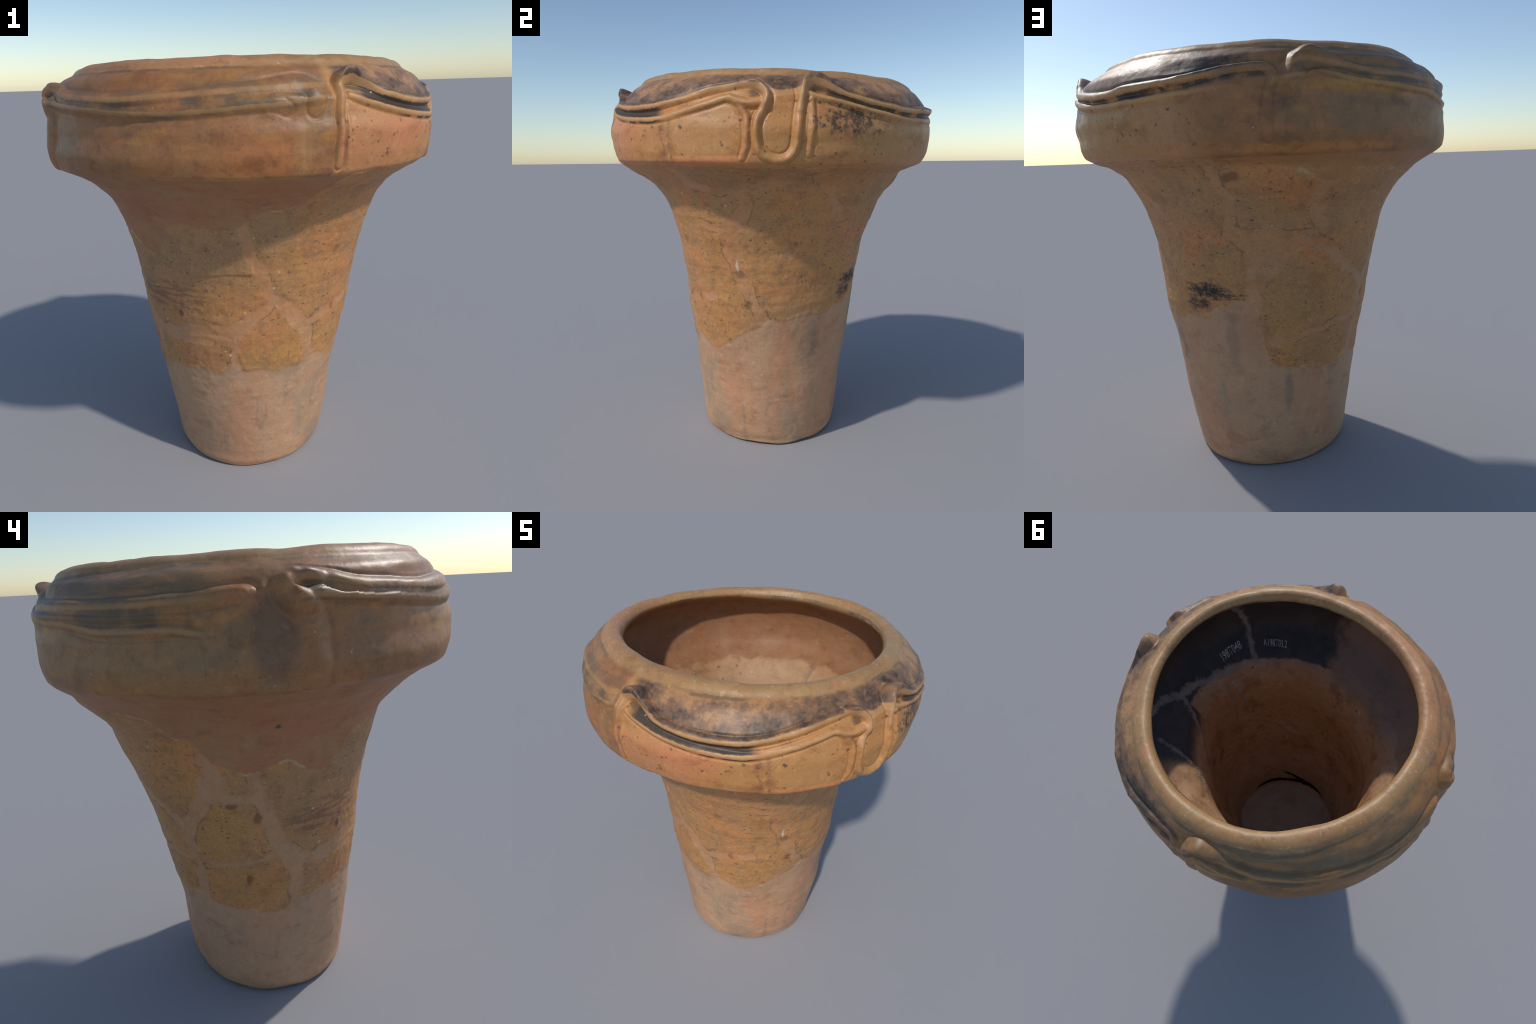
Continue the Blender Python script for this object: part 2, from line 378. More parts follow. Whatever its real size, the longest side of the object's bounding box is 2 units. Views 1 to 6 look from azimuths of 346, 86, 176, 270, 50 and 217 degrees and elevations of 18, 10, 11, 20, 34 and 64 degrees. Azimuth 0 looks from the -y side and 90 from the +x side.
i0 = NROW - n_in
ix = unroll[i0:] * INNER_WALL; iz = ZZ[i0:]
joint = stroke_distance(INNER_SEAMS, ix, iz, INNER_WALL)
height[i0:] += 0.004 * (1 - smooth(-.010, .012, joint))
gap = stroke_distance(CRACK, unroll[i0:] * .0063, iz, .0063)
height[i0:] -= 0.010 * (1 - smooth(-.004, .006, gap))

# ------------------------------------------------------------------ unevenness
P = base.reshape(-1, 3)
lump = (0.0030 + .0016 * smooth(1.5, 1.6, P[:, 2])) * value_noise(P * 6.3, 11) + 0.0018 * value_noise(P * 15, 12)
scrape = 0.0012 * value_noise(P * np.array([9, 9, 55]), 13)
pit = value_noise(P * 60, 14)
rough = np.zeros((NROW, NCOL))
rough[s0:s1] = np.where(is_sherd, 1, 0.25)
fine = (scrape + 0.0014 * value_noise(P * 42, 15) - 0.0022 * np.clip(-pit - .45, 0, 1)).reshape(NROW, NCOL)
height += lump.reshape(NROW, NCOL) + fine * np.clip(rough + 0.35, 0, 1)
# a broken step across the stem on the south-west
for (a0, z0), (a1, z1) in zip([(-165, 1.205), (-153, 1.19), (-139, 1.13), (-130, 1.10), (-114, 1.11)],
                              [(-153, 1.19), (-139, 1.13), (-130, 1.10), (-114, 1.11), (-99, 1.11)]):
    m = (unroll >= a0) & (unroll < a1) & is_outer[:, None]
    line = z0 + (z1 - z0) * (unroll - a0) / (a1 - a0)
    height += np.where(m, 0.006 * smooth(-.004, .004, ZZ - line) * (1 - smooth(.0, .08, ZZ - line)), 0)
lip_m = smooth(1.93, 1.96, ZZ) * is_outer[:, None]
height += lip_m * 0.0045 * value_noise(P * np.array([7, 7, 2]), 18).reshape(NROW, NCOL)
m_inside = np.zeros(NROW); m_inside[-n_in:] = smooth(5, 30, np.arange(n_in))
height += m_inside[:, None] * (0.006 * value_noise(P * 5, 19) + .003 * value_noise(P * 14, 20)).reshape(NROW, NCOL)
fade = np.ones(NROW); fade[:n_under] = 0.3; fade[-12:] = 0.5
height *= fade[:, None]

grid = base + nb * height[..., None]
# worn foot ring: rests on part of its edge only
edge = 1 - smooth(0, .05, ZZ)
chip = 0.006 + 0.006 * value_noise(np.stack([np.cos(TH).ravel() * 3, np.sin(TH).ravel() * 3, np.zeros(TH.size)], 1), 21).reshape(TH.shape)
grid[..., 2] += edge * chip * (np.arange(NROW) < n_under + n_outer)[:, None]
low = grid[..., 2].min(); grid[..., 2] -= low * (1 - smooth(0, .3, ZZ))
normals = grid_normals(grid)

# ------------------------------------------------------------------ material helpers
class Nodes:
    def __init__(self, name):
        self.mat = bpy.data.materials.new(name); self.mat.use_nodes = True
        self.t = self.mat.node_tree; self.t.nodes.clear()
        self.out = self.t.nodes.new('ShaderNodeOutputMaterial')
        self.bsdf = self.t.nodes.new('ShaderNodeBsdfPrincipled')
        self.t.links.new(self.bsdf.outputs[0], self.out.inputs[0])
        self.co = self.t.nodes.new('ShaderNodeTexCoord').outputs['Object']
        sep = self.t.nodes.new('ShaderNodeSeparateXYZ'); self.t.links.new(self.co, sep.inputs[0])
        self.x, self.y, self.z = sep.outputs
        # angle in degrees, -230..130, jump hidden on the north-west
        c, s = math.cos(math.radians(50)), math.sin(math.radians(50))
        xr = self.m('SUBTRACT', self.m('MULTIPLY', self.x, c), self.m('MULTIPLY', self.y, s))
        yr = self.m('ADD', self.m('MULTIPLY', self.x, s), self.m('MULTIPLY', self.y, c))
        a = self.m('ARCTAN2', yr, xr)
        self.ang = self.m('SUBTRACT', self.m('MULTIPLY', a, 180 / PI), 50)

    def put(self, sock, v):
        if isinstance(v, bpy.types.NodeSocket): self.t.links.new(v, sock)
        elif isinstance(v, (tuple, list)) and len(v) == 3 and sock.type == 'RGBA': sock.default_value = (*v, 1)
        else: sock.default_value = v

    def m(self, op, a, b=None, c=None, clamp=False):
        n = self.t.nodes.new('ShaderNodeMath'); n.operation = op; n.use_clamp = clamp
        self.put(n.inputs[0], a)
        if b is not None: self.put(n.inputs[1], b)
        if c is not None: self.put(n.inputs[2], c)
        return n.outputs[0]

    def v(self, op, a, b=None, scale=None):
        n = self.t.nodes.new('ShaderNodeVectorMath'); n.operation = op
        self.put(n.inputs[0], a)
        if b is not None: self.put(n.inputs[1], b)
        if scale is not None: self.put(n.inputs[3], scale)
        return n.outputs['Value'] if op in ('DOT_PRODUCT', 'LENGTH', 'DISTANCE') else n.outputs[0]

    def vec(self, x, y, z=0.0):
        n = self.t.nodes.new('ShaderNodeCombineXYZ')
        for k, q in enumerate((x, y, z)): self.put(n.inputs[k], q)
        return n.outputs[0]

    def noise(self, scale, detail=3, rough=0.55, stretch=None, offset=0.0, dist=0.0):
        n = self.t.nodes.new('ShaderNodeTexNoise')
        co = self.co
        if stretch or offset:
            mp = self.t.nodes.new('ShaderNodeMapping'); self.t.links.new(co, mp.inputs[0])
            mp.inputs['Scale'].default_value = stretch or (1, 1, 1)
            mp.inputs['Location'].default_value = (offset, offset * .7, offset * 1.3)
            co = mp.outputs[0]
        self.t.links.new(co, n.inputs['Vector'])
        n.inputs['Scale'].default_value = scale; n.inputs['Detail'].default_value = detail
        n.inputs['Roughness'].default_value = rough; n.inputs['Distortion'].default_value = dist
        return n.outputs[0]

    def spots(self, scale, size, offset=0.0, keep=0.5, stretch=None):
        """scattered round flecks: 1 inside; `keep` of the cells carry one"""
        mp = self.t.nodes.new('ShaderNodeMapping'); self.t.links.new(self.co, mp.inputs[0])
        mp.inputs['Location'].default_value = (offset, offset * 2, -offset)
        mp.inputs['Scale'].default_value = stretch or (1, 1, 1)
        wob = self.t.nodes.new('ShaderNodeTexNoise'); wob.inputs['Scale'].default_value = scale * 1.6
        self.t.links.new(mp.outputs[0], wob.inputs['Vector'])
        co = self.v('ADD', mp.outputs[0], self.v('SCALE', self.v('SUBTRACT', wob.outputs['Color'], (.5, .5, .5)), scale=.7 / scale))
        n = self.t.nodes.new('ShaderNodeTexVoronoi'); n.inputs['Scale'].default_value = scale
        self.t.links.new(co, n.inputs['Vector'])
        sep = self.t.nodes.new('ShaderNodeSeparateColor'); self.t.links.new(n.outputs['Color'], sep.inputs[0])
        on = self.m('LESS_THAN', sep.outputs[0], keep)
        r = self.m('MULTIPLY', size, self.m('ADD', .4, sep.outputs[1]))
        return self.m('MULTIPLY', on, self.step(n.outputs['Distance'], r, self.m('MULTIPLY', r, .55)))

    def step(self, x, a, b):
        """smooth 0..1 as x goes from a to b"""
        n = self.t.nodes.new('ShaderNodeMapRange'); n.interpolation_type = 'SMOOTHSTEP'
        self.put(n.inputs[0], x); self.put(n.inputs[1], a); self.put(n.inputs[2], b)
        return n.outputs[0]

    def mix(self, f, a, b, mode='MIX'):
        n = self.t.nodes.new('ShaderNodeMix'); n.data_type = 'RGBA'; n.blend_type = mode
        self.put(n.inputs[0], f); self.put(n.inputs[6], a); self.put(n.inputs[7], b)
        return n.outputs[2]

    def mul(self, *a):
        o = a[0]
        for b in a[1:]: o = self.m('MULTIPLY', o, b)
        return o

    def inv(self, a): return self.m('SUBTRACT', 1.0, a)

    def curve(self, pts, zmin, zmax):
        """height as a function of the angle"""
        n = self.t.nodes.new('ShaderNodeFloatCurve'); c = n.mapping.curves[0]
        xy = [((a + 230) / 360, (z - zmin) / (zmax - zmin)) for a, z in pts]
        c.points[0].location = xy[0]; c.points[-1].location = xy[-1]
        for p in xy[1:-1]: c.points.new(*p)
        for p in c.points: p.handle_type = 'VECTOR'
        n.mapping.update()
        self.put(n.inputs['Value'], self.m('DIVIDE', self.m('ADD', self.ang, 230), 360))
        return self.m('MULTIPLY_ADD', n.outputs[0], zmax - zmin, zmin)

    def wall(self, scale, amount, scale2=60, amount2=0.006):
        """unrolled wall position with a ragged edge"""
        n1 = self.m('SUBTRACT', self.noise(scale, 3, offset=3.1), .5); n2 = self.m('SUBTRACT', self.noise(scale, 3, offset=7.7), .5)
        n3 = self.m('SUBTRACT', self.noise(scale2, 2, offset=1.3), .5)
        x = self.m('ADD', self.m('MULTIPLY', self.ang, WALL), self.m('MULTIPLY', n1, amount))
        z = self.m('ADD', self.m('ADD', self.z, self.m('MULTIPLY', n2, amount)), self.m('MULTIPLY', n3, amount2))
        return x, z, self.vec(x, z, 0.0)

    def strokes(self, p, strokes, scale=WALL):
        """distance to tapered strokes on the unrolled wall (negative inside)"""
        d = None
        for st in strokes:
            for (a0, z0, w0), (a1, z1, w1) in zip(st[:-1], st[1:]):
                if d is not None: p = self.v('ADD', p, self.v('SCALE', (1e-7, 0, 0), scale=d))   # evaluate one after another
                A = (a0 * scale, z0, 0); BA = ((a1 - a0) * scale, z1 - z0, 0)
                l2 = BA[0] ** 2 + BA[1] ** 2
                pa = self.v('SUBTRACT', p, A)
                t = self.m('DIVIDE', self.v('DOT_PRODUCT', pa, BA), l2, clamp=True)
                e = self.v('LENGTH', self.v('SUBTRACT', pa, self.v('SCALE', BA, scale=t)))
                e = self.m('SUBTRACT', e, self.m('MULTIPLY_ADD', t, w1 - w0, w0))
                d = e if d is None else self.m('MINIMUM', d, e)
        return d

    def blob(self, x, z, a, zc, ra, rz, scale=WALL, soft=.5):
        """soft oval patch at an angle and height (sizes in degrees and metres)"""
        dx = self.m('DIVIDE', self.m('WRAP', self.m('SUBTRACT', x, a * scale), 180 * scale, -180 * scale), ra * scale)
        dz = self.m('DIVIDE', self.m('SUBTRACT', z, zc), rz)
        r = self.m('SQRT', self.m('ADD', self.m('MULTIPLY', dx, dx), self.m('MULTIPLY', dz, dz)))
        return self.step(r, 1 + soft, 1 - soft)

    def between(self, lo0, lo1, hi0, hi1, x=None):
        x = self.ang if x is None else x
        return self.m('MULTIPLY', self.step(x, lo0, lo1), self.step(x, hi1, hi0))

    def finish(self, color, rough=0.5, bump=None, bump_dist=0.004, bump_strength=0.5, spec=0.5):
        self.put(self.bsdf.inputs['Base Color'], color)
        self.put(self.bsdf.inputs['Roughness'], rough)
        self.bsdf.inputs['Specular IOR Level'].default_value = spec
        if bump is not None:
            b = self.t.nodes.new('ShaderNodeBump'); b.inputs['Distance'].default_value = bump_dist
            b.inputs['Strength'].default_value = bump_strength
            self.t.links.new(bump, b.inputs['Height']); self.t.links.new(b.outputs[0], self.bsdf.inputs['Normal'])
        return self.mat


OCHRE, TAN, ORANGE = (.52, .240, .078), (.43, .225, .090), (.57, .235, .082)
PLASTER, PINK, GREY = (.53, .305, .168), (.54, .268, .142), (.41, .27, .165)
SOOT, UMBER, RUST = (.036, .028, .022), (.20, .105, .055), (.34, .13, .045)
PALE = (.72, .58, .36)


def clay_color(n, zones=None):
    """gritty fired clay: ochre to orange, dark and pale temper, wiped streaks"""
    c = n.mix(n.step(n.noise(3.2, 3), .38, .62), OCHRE, TAN)
    c = n.mix(n.step(n.noise(4.6, 3, offset=5), .48, .68), c, ORANGE)
    if zones: c = zones(c)
    c = n.mix(n.mul(n.step(n.noise(7, 4, .65, stretch=(1, 1, 4.5), offset=9), .56, .72), .55), c, (.33, .19, .085))
    c = n.mix(n.mul(n.step(n.noise(13, 5, .7, offset=27), .48, .66), .45), c, (.31, .175, .088))
    c = n.mix(n.mul(n.step(n.noise(70, 3, .7), .50, .70), .6), c, (.27, .145, .066))
    c = n.mix(n.mul(n.step(n.noise(55, 3, .7, offset=4), .56, .74), .5), c, (.70, .38, .15))
    c = n.mix(n.mul(n.spots(13, .22, 2.0, .16, (1, 1, 1.7)), .75), c, RUST)
    c = n.mix(n.mul(n.spots(38, .25, 6.0, .30, (1, 1, 1.5)), .8), c, (.14, .075, .055))
    c = n.mix(n.mul(n.spots(26, .25, 16.0, .18, (1, 1, 2.0)), .7), c, (.17, .085, .055))
    c = n.mix(n.mul(n.spots(33, .17, 1.0, .07), .65), c, PALE)
    return c


def mottle(n, c, k=1.0):
    """uneven tone of handled, fired and retouched surfaces"""
    c = n.mix(n.mul(n.step(n.noise(19, 6, .75, offset=83), .50, .70), .42 * k), c, n.mix(1.0, c, (.55, .48, .45), 'MULTIPLY'))
    c = n.mix(n.mul(n.step(n.noise(23, 6, .75, offset=87), .52, .72), .40 * k), c, n.mix(1.0, c, (1.28, 1.30, 1.32), 'MULTIPLY'))
    c = n.mix(n.mul(n.step(n.noise(8, 4, .65, offset=91), .50, .70), .45 * k), c, n.mix(1.0, c, (.95, .88, .80), 'MULTIPLY'))
    c = n.mix(n.mul(n.step(n.noise(5.5, 6, .72, stretch=(1, 1, 1.6), offset=97), .52, .66), .50 * k), c, n.mix(1.0, c, (.58, .50, .46), 'MULTIPLY'))
    return n.mix(n.mul(n.step(n.noise(95, 3, .7, offset=93), .54, .72), .45 * k), c, n.mix(1.0, c, (.55, .50, .48), 'MULTIPLY'))


def stem_material():
    n = Nodes('clay_and_plaster')
    x, z, p = n.wall(11, .050)
    streak = n.step(n.noise(9, 4, .7, stretch=(1, 1, 5), offset=2), .42, .58)

    def zones(c):
        # greyer, darker sherds on the south-west; streaks; deep orange low ones
        for a, zc, ra, rz, k, col in [(-124, 1.20, 26, .13, .6, (.33, .215, .115)), (-95, 1.30, 20, .12, .35, (.36, .23, .11)),
                                      (-142, 1.34, 5, .10, .5, (.30, .20, .11)), (-85, .68, 24, .09, .6, (.57, .27, .075)),
                                      (-186, .66, 18, .10, .6, (.54, .24, .065)), (-192, .92, 14, .12, .5, (.50, .255, .075)),
                                      (-50, .70, 30, .10, .45, (.60, .285, .088)), (105, .86, 24, .14, .5, (.45, .25, .075)),
                                      (-128, .67, 13, .05, .6, (.48, .19, .088)), (-18, 1.50, 26, .05, .45, (.30, .17, .075)),
                                      (60, 1.40, 30, .10, .4, (.42, .24, .10)), (-150, 1.05, 22, .10, .4, (.37, .22, .11))]:
            c = n.mix(n.mul(n.blob(x, z, a, zc, ra, rz, soft=.75), k), c, col)
        return c

    c = clay_color(n, zones)
    c = n.mix(n.mul(n.blob(x, z, -146, .97, 22, .07), streak, .75), c, (.20, .10, .06))
    # plaster between the sherds
    fill = n.mix(n.step(n.noise(5, 3, offset=8), .42, .62), (.54, .250, .108), (.53, .275, .138))
    fill = n.mix(n.mul(n.step(n.noise(22, 4, .6, offset=8), .52, .7), .35), fill, (.62, .40, .24))
    west = n.step(n.ang, -118, -150)
    fill = n.mix(n.mul(west, .7), fill, (.47, .285, .165))
    d = n.m('ADD', n.strokes(p, SEAMS), n.mul(n.m('SUBTRACT', n.noise(16, 5, .65, offset=33), .5), .060))
    faint = n.m('SUBTRACT', 1.0, n.mul(n.between(-45, -20, 100, 128), .35))
    c = n.mix(n.mul(n.step(d, .014, -.014), faint, n.m('MULTIPLY_ADD', n.noise(6, 3, offset=35), 1.0, .25, clamp=True)), c, fill)
    # thin dark lines where a sherd edge shows
    line = n.mul(n.step(d, .000, .004), n.step(d, .011, .006), n.step(n.noise(9, 3, offset=12), .5, .62))
    c = n.mix(n.mul(line, .6), c, (.17, .09, .055))
    # neck plaster, reddish on the south-west, browner elsewhere
    neck = n.mix(n.step(n.noise(4, 3, offset=14), .4, .62), (.40, .170, .074), (.40, .195, .086))
    neck = n.mix(n.mul(n.blob(x, z, -148, 1.40, 24, .08), .6), neck, (.41, .155, .078))
    neck = n.mix(n.mul(n.step(n.noise(8, 4, .6, stretch=(1, 1, 4), offset=1), .52, .7), .5), neck, (.40, .245, .115))
    neck = n.mix(n.mul(n.step(n.ang, 60, 75), .6), neck, (.46, .225, .075))
    nl = n.curve(NECK_LINE, 1.0, 1.8)
    nm = n.step(n.m('ADD', n.m('SUBTRACT', z, nl), n.mul(n.m('SUBTRACT', n.noise(30, 4, .65, offset=44), .5), .03)), -.010, .010)
    c = n.mix(nm, c, neck)
    c = n.mix(n.mul(n.step(n.m('ABSOLUTE', n.m('SUBTRACT', z, nl)), .010, .003), n.step(n.noise(10, 3, offset=3), .46, .6), .55), c, (.55, .38, .23))
    # smooth plaster foot with upright wiping marks
    wipe = n.noise(6, 4, .6, stretch=(1, 1, .28), offset=6)
    foot = n.mix(n.step(wipe, .40, .62), PLASTER, PINK)
    foot = n.mix(n.mul(n.step(n.noise(5, 4, .6, stretch=(1, 1, .45), offset=11), .50, .66), .75), foot, GREY)
    foot = n.mix(n.mul(n.step(n.noise(15, 4, .65, stretch=(1, 1, .2), offset=17), .56, .72), .7), foot, (.34, .22, .145))
    foot = n.mix(n.mul(n.step(n.noise(24, 3, .6, offset=19), .55, .72), .35), foot, (.63, .43, .26))
    foot = n.mix(n.mul(n.step(n.m('ABSOLUTE', n.m('SUBTRACT', n.ang, 150)), 150, 10), .0), foot, GREY)
    foot = n.mix(n.mul(n.step(n.ang, -100, -150), .45), foot, (.42, .265, .16))
    foot = n.mix(n.mul(n.between(35, 60, 110, 130), .35), foot, (.43, .265, .155))
    foot = n.mix(n.mul(n.blob(x, z, -52, .11, 12, .07), .6), foot, (.30, .22, .15))
    foot = n.mix(n.mul(n.blob(x, z, 18, .60, 9, .14), n.step(wipe, .38, .6), .7), foot, (.29, .20, .135))
    foot = n.mix(n.mul(n.blob(x, z, 100, .42, 3, .10), .6), foot, (.24, .17, .12))
    foot = n.mix(n.mul(n.blob(x, z, 66, .70, 4, .12), .5), foot, (.26, .17, .115))
    foot = n.mix(n.mul(n.blob(x, z, 80, .74, 10, .12), .4), foot, (.42, .19, .095))
    fl = n.curve(FOOT_LINE, .4, 1.0)
    c = n.mix(n.step(n.m('SUBTRACT', z, fl), .008, -.008), c, foot)
    c = n.mix(n.mul(n.step(n.m('ABSOLUTE', n.m('SUBTRACT', n.m('SUBTRACT', z, fl), .012)), .02, .006), n.step(n.noise(11, 4, offset=21), .48, .62), .5), c, (.60, .36, .20))
    c = mottle(n, c, .8)
    # burnt bursts
    burn = n.m('ADD', n.mul(n.noise(22, 4, .75, stretch=(1, 1, 2.6), offset=13), .6), n.mul(n.noise(75, 3, .7, offset=29), .4))
    for a, zc, ra, rz, k in [(52, .955, 12, .040, 1), (46, .885, 9, .042, .9), (63, .935, 12, .012, .8), (-19, .855, 3.5, .035, .7), (-22, 1.02, 4, .02, .5),
                             (65, .915, 11, .008, .7), (6, 1.17, 2.5, .02, .4), (-34, 1.04, 4, .02, .35)]:
        m = n.blob(x, z, a, zc, ra, rz, soft=.7)
        c = n.mix(n.mul(n.step(n.m('ADD', m, n.mul(n.m('SUBTRACT', burn, .5), 4.2)), .20, 1.25), n.step(m, .02, .4), k), c, (.022, .019, .019))
    # single clots and knocks
    for a, zc, ra, rz, col in [(77, 1.475, 3.4, .020, (.22, .10, .035)), (-171, 1.405, 1.0, .008, (.06, .045, .04)), (-112, .700, .7, .008, (.68, .54, .36)),
                               (-89, 1.03, .6, .006, (.68, .55, .38)), (-23, 1.055, .7, .028, (.68, .50, .34)), (-56, 1.17, 2.2, .016, (.33, .14, .05)),
                               (-52, .86, 1.5, .02, (.33, .14, .05)), (-138, .90, 1.4, .02, (.12, .07, .05)), (-183, .70, 1.5, .03, (.22, .08, .03)),
                               (-177, 1.0, 1.8, .02, (.22, .085, .035)), (-188, 1.06, 3.0, .014, (.20, .08, .035))]:
        c = n.mix(n.mul(n.blob(x, z, a, zc, ra, rz, soft=.4), .85), c, col)
    h = n.m('ADD', n.noise(60, 4, .65), n.mul(n.noise(16, 3, .6, stretch=(1, 1, 4), offset=3), .9))
    return n.finish(c, n.m('MULTIPLY_ADD', n.noise(12, 3), .2, .48), h, .004, .35)


UPPER_CORD = [(-230, 1.848), (-200, 1.842), (-189, 1.848), (-180, 1.863), (-172, 1.885), (-166, 1.893), (-160, 1.880), (-153, 1.862), (-139, 1.850),
              (-132, 1.848), (-115, 1.860), (-99, 1.872), (-87, 1.878), (-80, 1.880), (-76, 1.897), (-71, 1.882), (-66, 1.852), (-61, 1.835),
              (-55, 1.821), (-48, 1.815), (-41, 1.816), (-35, 1.828), (-24, 1.865), (-18, 1.883), (-12, 1.893), (-7, 1.88), (-3, 1.86),
              (2, 1.87), (7, 1.91), (10, 1.902), (12, 1.885), (15.5, 1.867), (21, 1.846), (29, 1.829), (38, 1.815), (45, 1.816), (57, 1.828),
              (70, 1.842), (81, 1.868), (87, 1.872), (92, 1.87), (98, 1.898), (107, 1.882), (118, 1.855), (130, 1.849)]
LOWER_CORD = [(-230, 1.80), (-221, 1.793), (-211, 1.770), (-194, 1.768), (-186, 1.75), (-178, 1.80), (-167, 1.845), (-160, 1.836), (-149, 1.821),
              (-132, 1.800), (-118, 1.797), (-105, 1.809), (-95, 1.818), (-82, 1.84), (-76, 1.842), (-72, 1.822), (-67, 1.803), (-61.5, 1.785),
              (-55, 1.772), (-48, 1.762), (-41, 1.758), (-36, 1.766), (-26, 1.800), (-17, 1.838), (-12, 1.82), (-3, 1.85), (5, 1.866),
              (10.7, 1.840), (20, 1.812), (28.6, 1.792), (35, 1.779), (44, 1.775), (56, 1.780), (70, 1.796), (87, 1.82), (102, 1.850),
              (111.5, 1.820), (130, 1.80)]


def collar_material():
    n = Nodes('collar_clay')
    K = .0152
    wob = n.m('SUBTRACT', n.noise(16, 3, offset=3), .5)
    fine = n.m('SUBTRACT', n.noise(55, 3, .6, offset=8), .5)
    x = n.m('ADD', n.m('MULTIPLY', n.ang, K), n.mul(wob, .03))
    z = n.m('ADD', n.z, n.m('ADD', n.mul(wob, .008), n.mul(fine, .010)))
    # level height: undo the tilt of the collar
    ze = n.m('ADD', n.m('ADD', n.z, n.mul(n.x, .0068)), n.m('ADD', n.mul(n.y, .016), n.m('ADD', n.mul(wob, .006), n.mul(fine, .008))))
    up = n.m('SUBTRACT', ze, n.curve(UPPER_CORD, 1.6, 2.0))       # above (+) or below the upper cord
    lo = n.m('SUBTRACT', ze, n.curve(LOWER_CORD, 1.6, 2.0))
    # east half: original clay; west half: tinted plaster
    clay = n.mix(n.step(n.noise(4, 3), .40, .62), (.50, .242, .080), (.52, .228, .070))
    clay = n.mix(n.mul(n.blob(x, z, -67, 1.68, 15, .11, K), .6), clay, (.57, .225, .098))
    clay = n.mix(n.mul(n.blob(x, z, -56, 1.72, 10, .05, K), .5), clay, (.62, .22, .10))
    clay = n.mix(n.mul(n.blob(x, z, 62, 1.64, 9, .07, K), .5), clay, (.52, .24, .13))
    clay = n.mix(n.mul(n.blob(x, z, 40, 1.66, 24, .10, K), .5), clay, (.44, .255, .095))
    clay = n.mix(n.mul(n.step(n.noise(60, 3, .7), .54, .74), .4), clay, (.33, .17, .075))
    clay = n.mix(n.mul(n.step(n.noise(38, 3, .7, offset=4), .56, .74), .45), clay, (.68, .40, .17))
    clay = n.mix(n.mul(n.spots(22, .24, 3.0, .30, (1, 1, 1.3)), n.step(lo, .01, -.02), .85), clay, (.12, .065, .05))
    clay = n.mix(n.mul(n.spots(34, .25, 5.0, .36), .7), clay, (.14, .075, .05))
    clay = n.mix(n.mul(n.between(-39, -33, -14, -9), n.blob(x, z, -24, 1.578, 40, .016, K), .8), clay, (.64, .235, .085))
    back = n.mix(n.step(n.noise(3.2, 3, offset=5), .40, .62), (.385, .180, .068), (.37, .19, .070))
    back = n.mix(n.mul(n.step(n.noise(6, 4, .6, stretch=(1, 1, 2.5), offset=7), .54, .70), .65), back, (.54, .255, .06))
    back = n.mix(n.mul(n.step(n.noise(5, 4, .65, stretch=(1, 1, 2), offset=9), .48, .64), .7), back, (.24, .145, .072))
    back = n.mix(n.mul(n.step(n.noise(7, 3, .6, offset=15), .55, .72), .55), back, (.48, .19, .095))
    back = n.mix(n.mul(n.step(n.noise(9, 4, .65, offset=23), .54, .70), .5), back, (.40, .225, .092))
    back = n.mix(n.mul(n.blob(x, z, -98, 1.66, 12, .07, K), .7), back, (.56, .215, .07))
    back = n.mix(n.mul(n.blob(x, z, -112, 1.575, 26, .018, K), .7), back, (.55, .29, .07))
    back = n.mix(n.mul(n.blob(x, z, -88, 1.68, 3, .09, K), .5), back, (.40, .24, .10))
    back = n.mix(n.mul(n.blob(x, z, -173.5, 1.735, 4.6, .13, K, .3), .85), back, (.21, .118, .066))
    back = n.mix(n.mul(n.blob(x, z, 112, 1.69, 12, .09, K), .65), back, (.26, .155, .075))
    back = n.mix(n.mul(n.blob(x, z, 112, 1.80, 10, .03, K), .7), back, (.50, .27, .05))
    back = n.mix(n.mul(n.blob(x, z, 100, 1.575, 26, .02, K), .7), back, (.55, .235, .065))
    back = n.mix(n.mul(n.blob(x, z, -205, 1.70, 30, .08, K), .4), back, (.34, .22, .105))
    sw = n.between(-176, -165, -86, -80)
    back = n.mix(n.mul(sw, n.step(n.noise(5, 4, .6, stretch=(1, 1, 2.2), offset=77), .42, .62), .55), back, (.40, .165, .06))
    nwb = n.m('MAXIMUM', n.between(88, 97, 200, 201), n.step(n.ang, -180, -196))
    back = n.mix(n.mul(nwb, n.step(up, -.01, .03), .7), back, (.33, .19, .078))
    back = n.mix(n.mul(n.step(n.noise(48, 3, .7, offset=2), .56, .74), .3), back, (.52, .34, .17))
    back = n.mix(n.mul(n.step(n.noise(17, 5, .7, offset=79), .5, .68), .5), back, (.22, .125, .062))
    back = n.mix(1.0, back, (.92, .86, .79), 'MULTIPLY')  # tinted warmer to offset the grey sky reflection on the west collar
    front = n.m('MULTIPLY', n.step(x, -81.5 * K, -79.5 * K), n.step(n.m('ADD', x, n.mul(up, .12)), 75 * K, 62 * K))
    c = n.mix(front, back, clay)
    ffull = n.between(-79, -76, 84, 92)
    c = mottle(n, c)
    # brown drip and mottled black patch on the wall
    mot = n.m('ADD', n.mul(n.noise(20, 5, .7, offset=31), .55), n.mul(n.noise(48, 4, .7, offset=32), .45))
    c = n.mix(n.mul(n.blob(x, z, -36, 1.66, 2.4, .11, K), n.step(mot, .40, .58), .75), c, (.17, .075, .045))
    m = n.blob(x, z, 17, 1.745, 13, .075, K, .7)
    c = n.mix(n.mul(n.step(n.m('ADD', m, n.mul(n.m('SUBTRACT', mot, .5), 5.5)), .45, 1.45), n.step(m, .02, .5), n.step(lo, .0, -.012), .88), c, SOOT)
    c = n.mix(n.mul(n.blob(x, z, -78.2, 1.69, .55, .10, K, .6), .6), c, (.27, .12, .075))
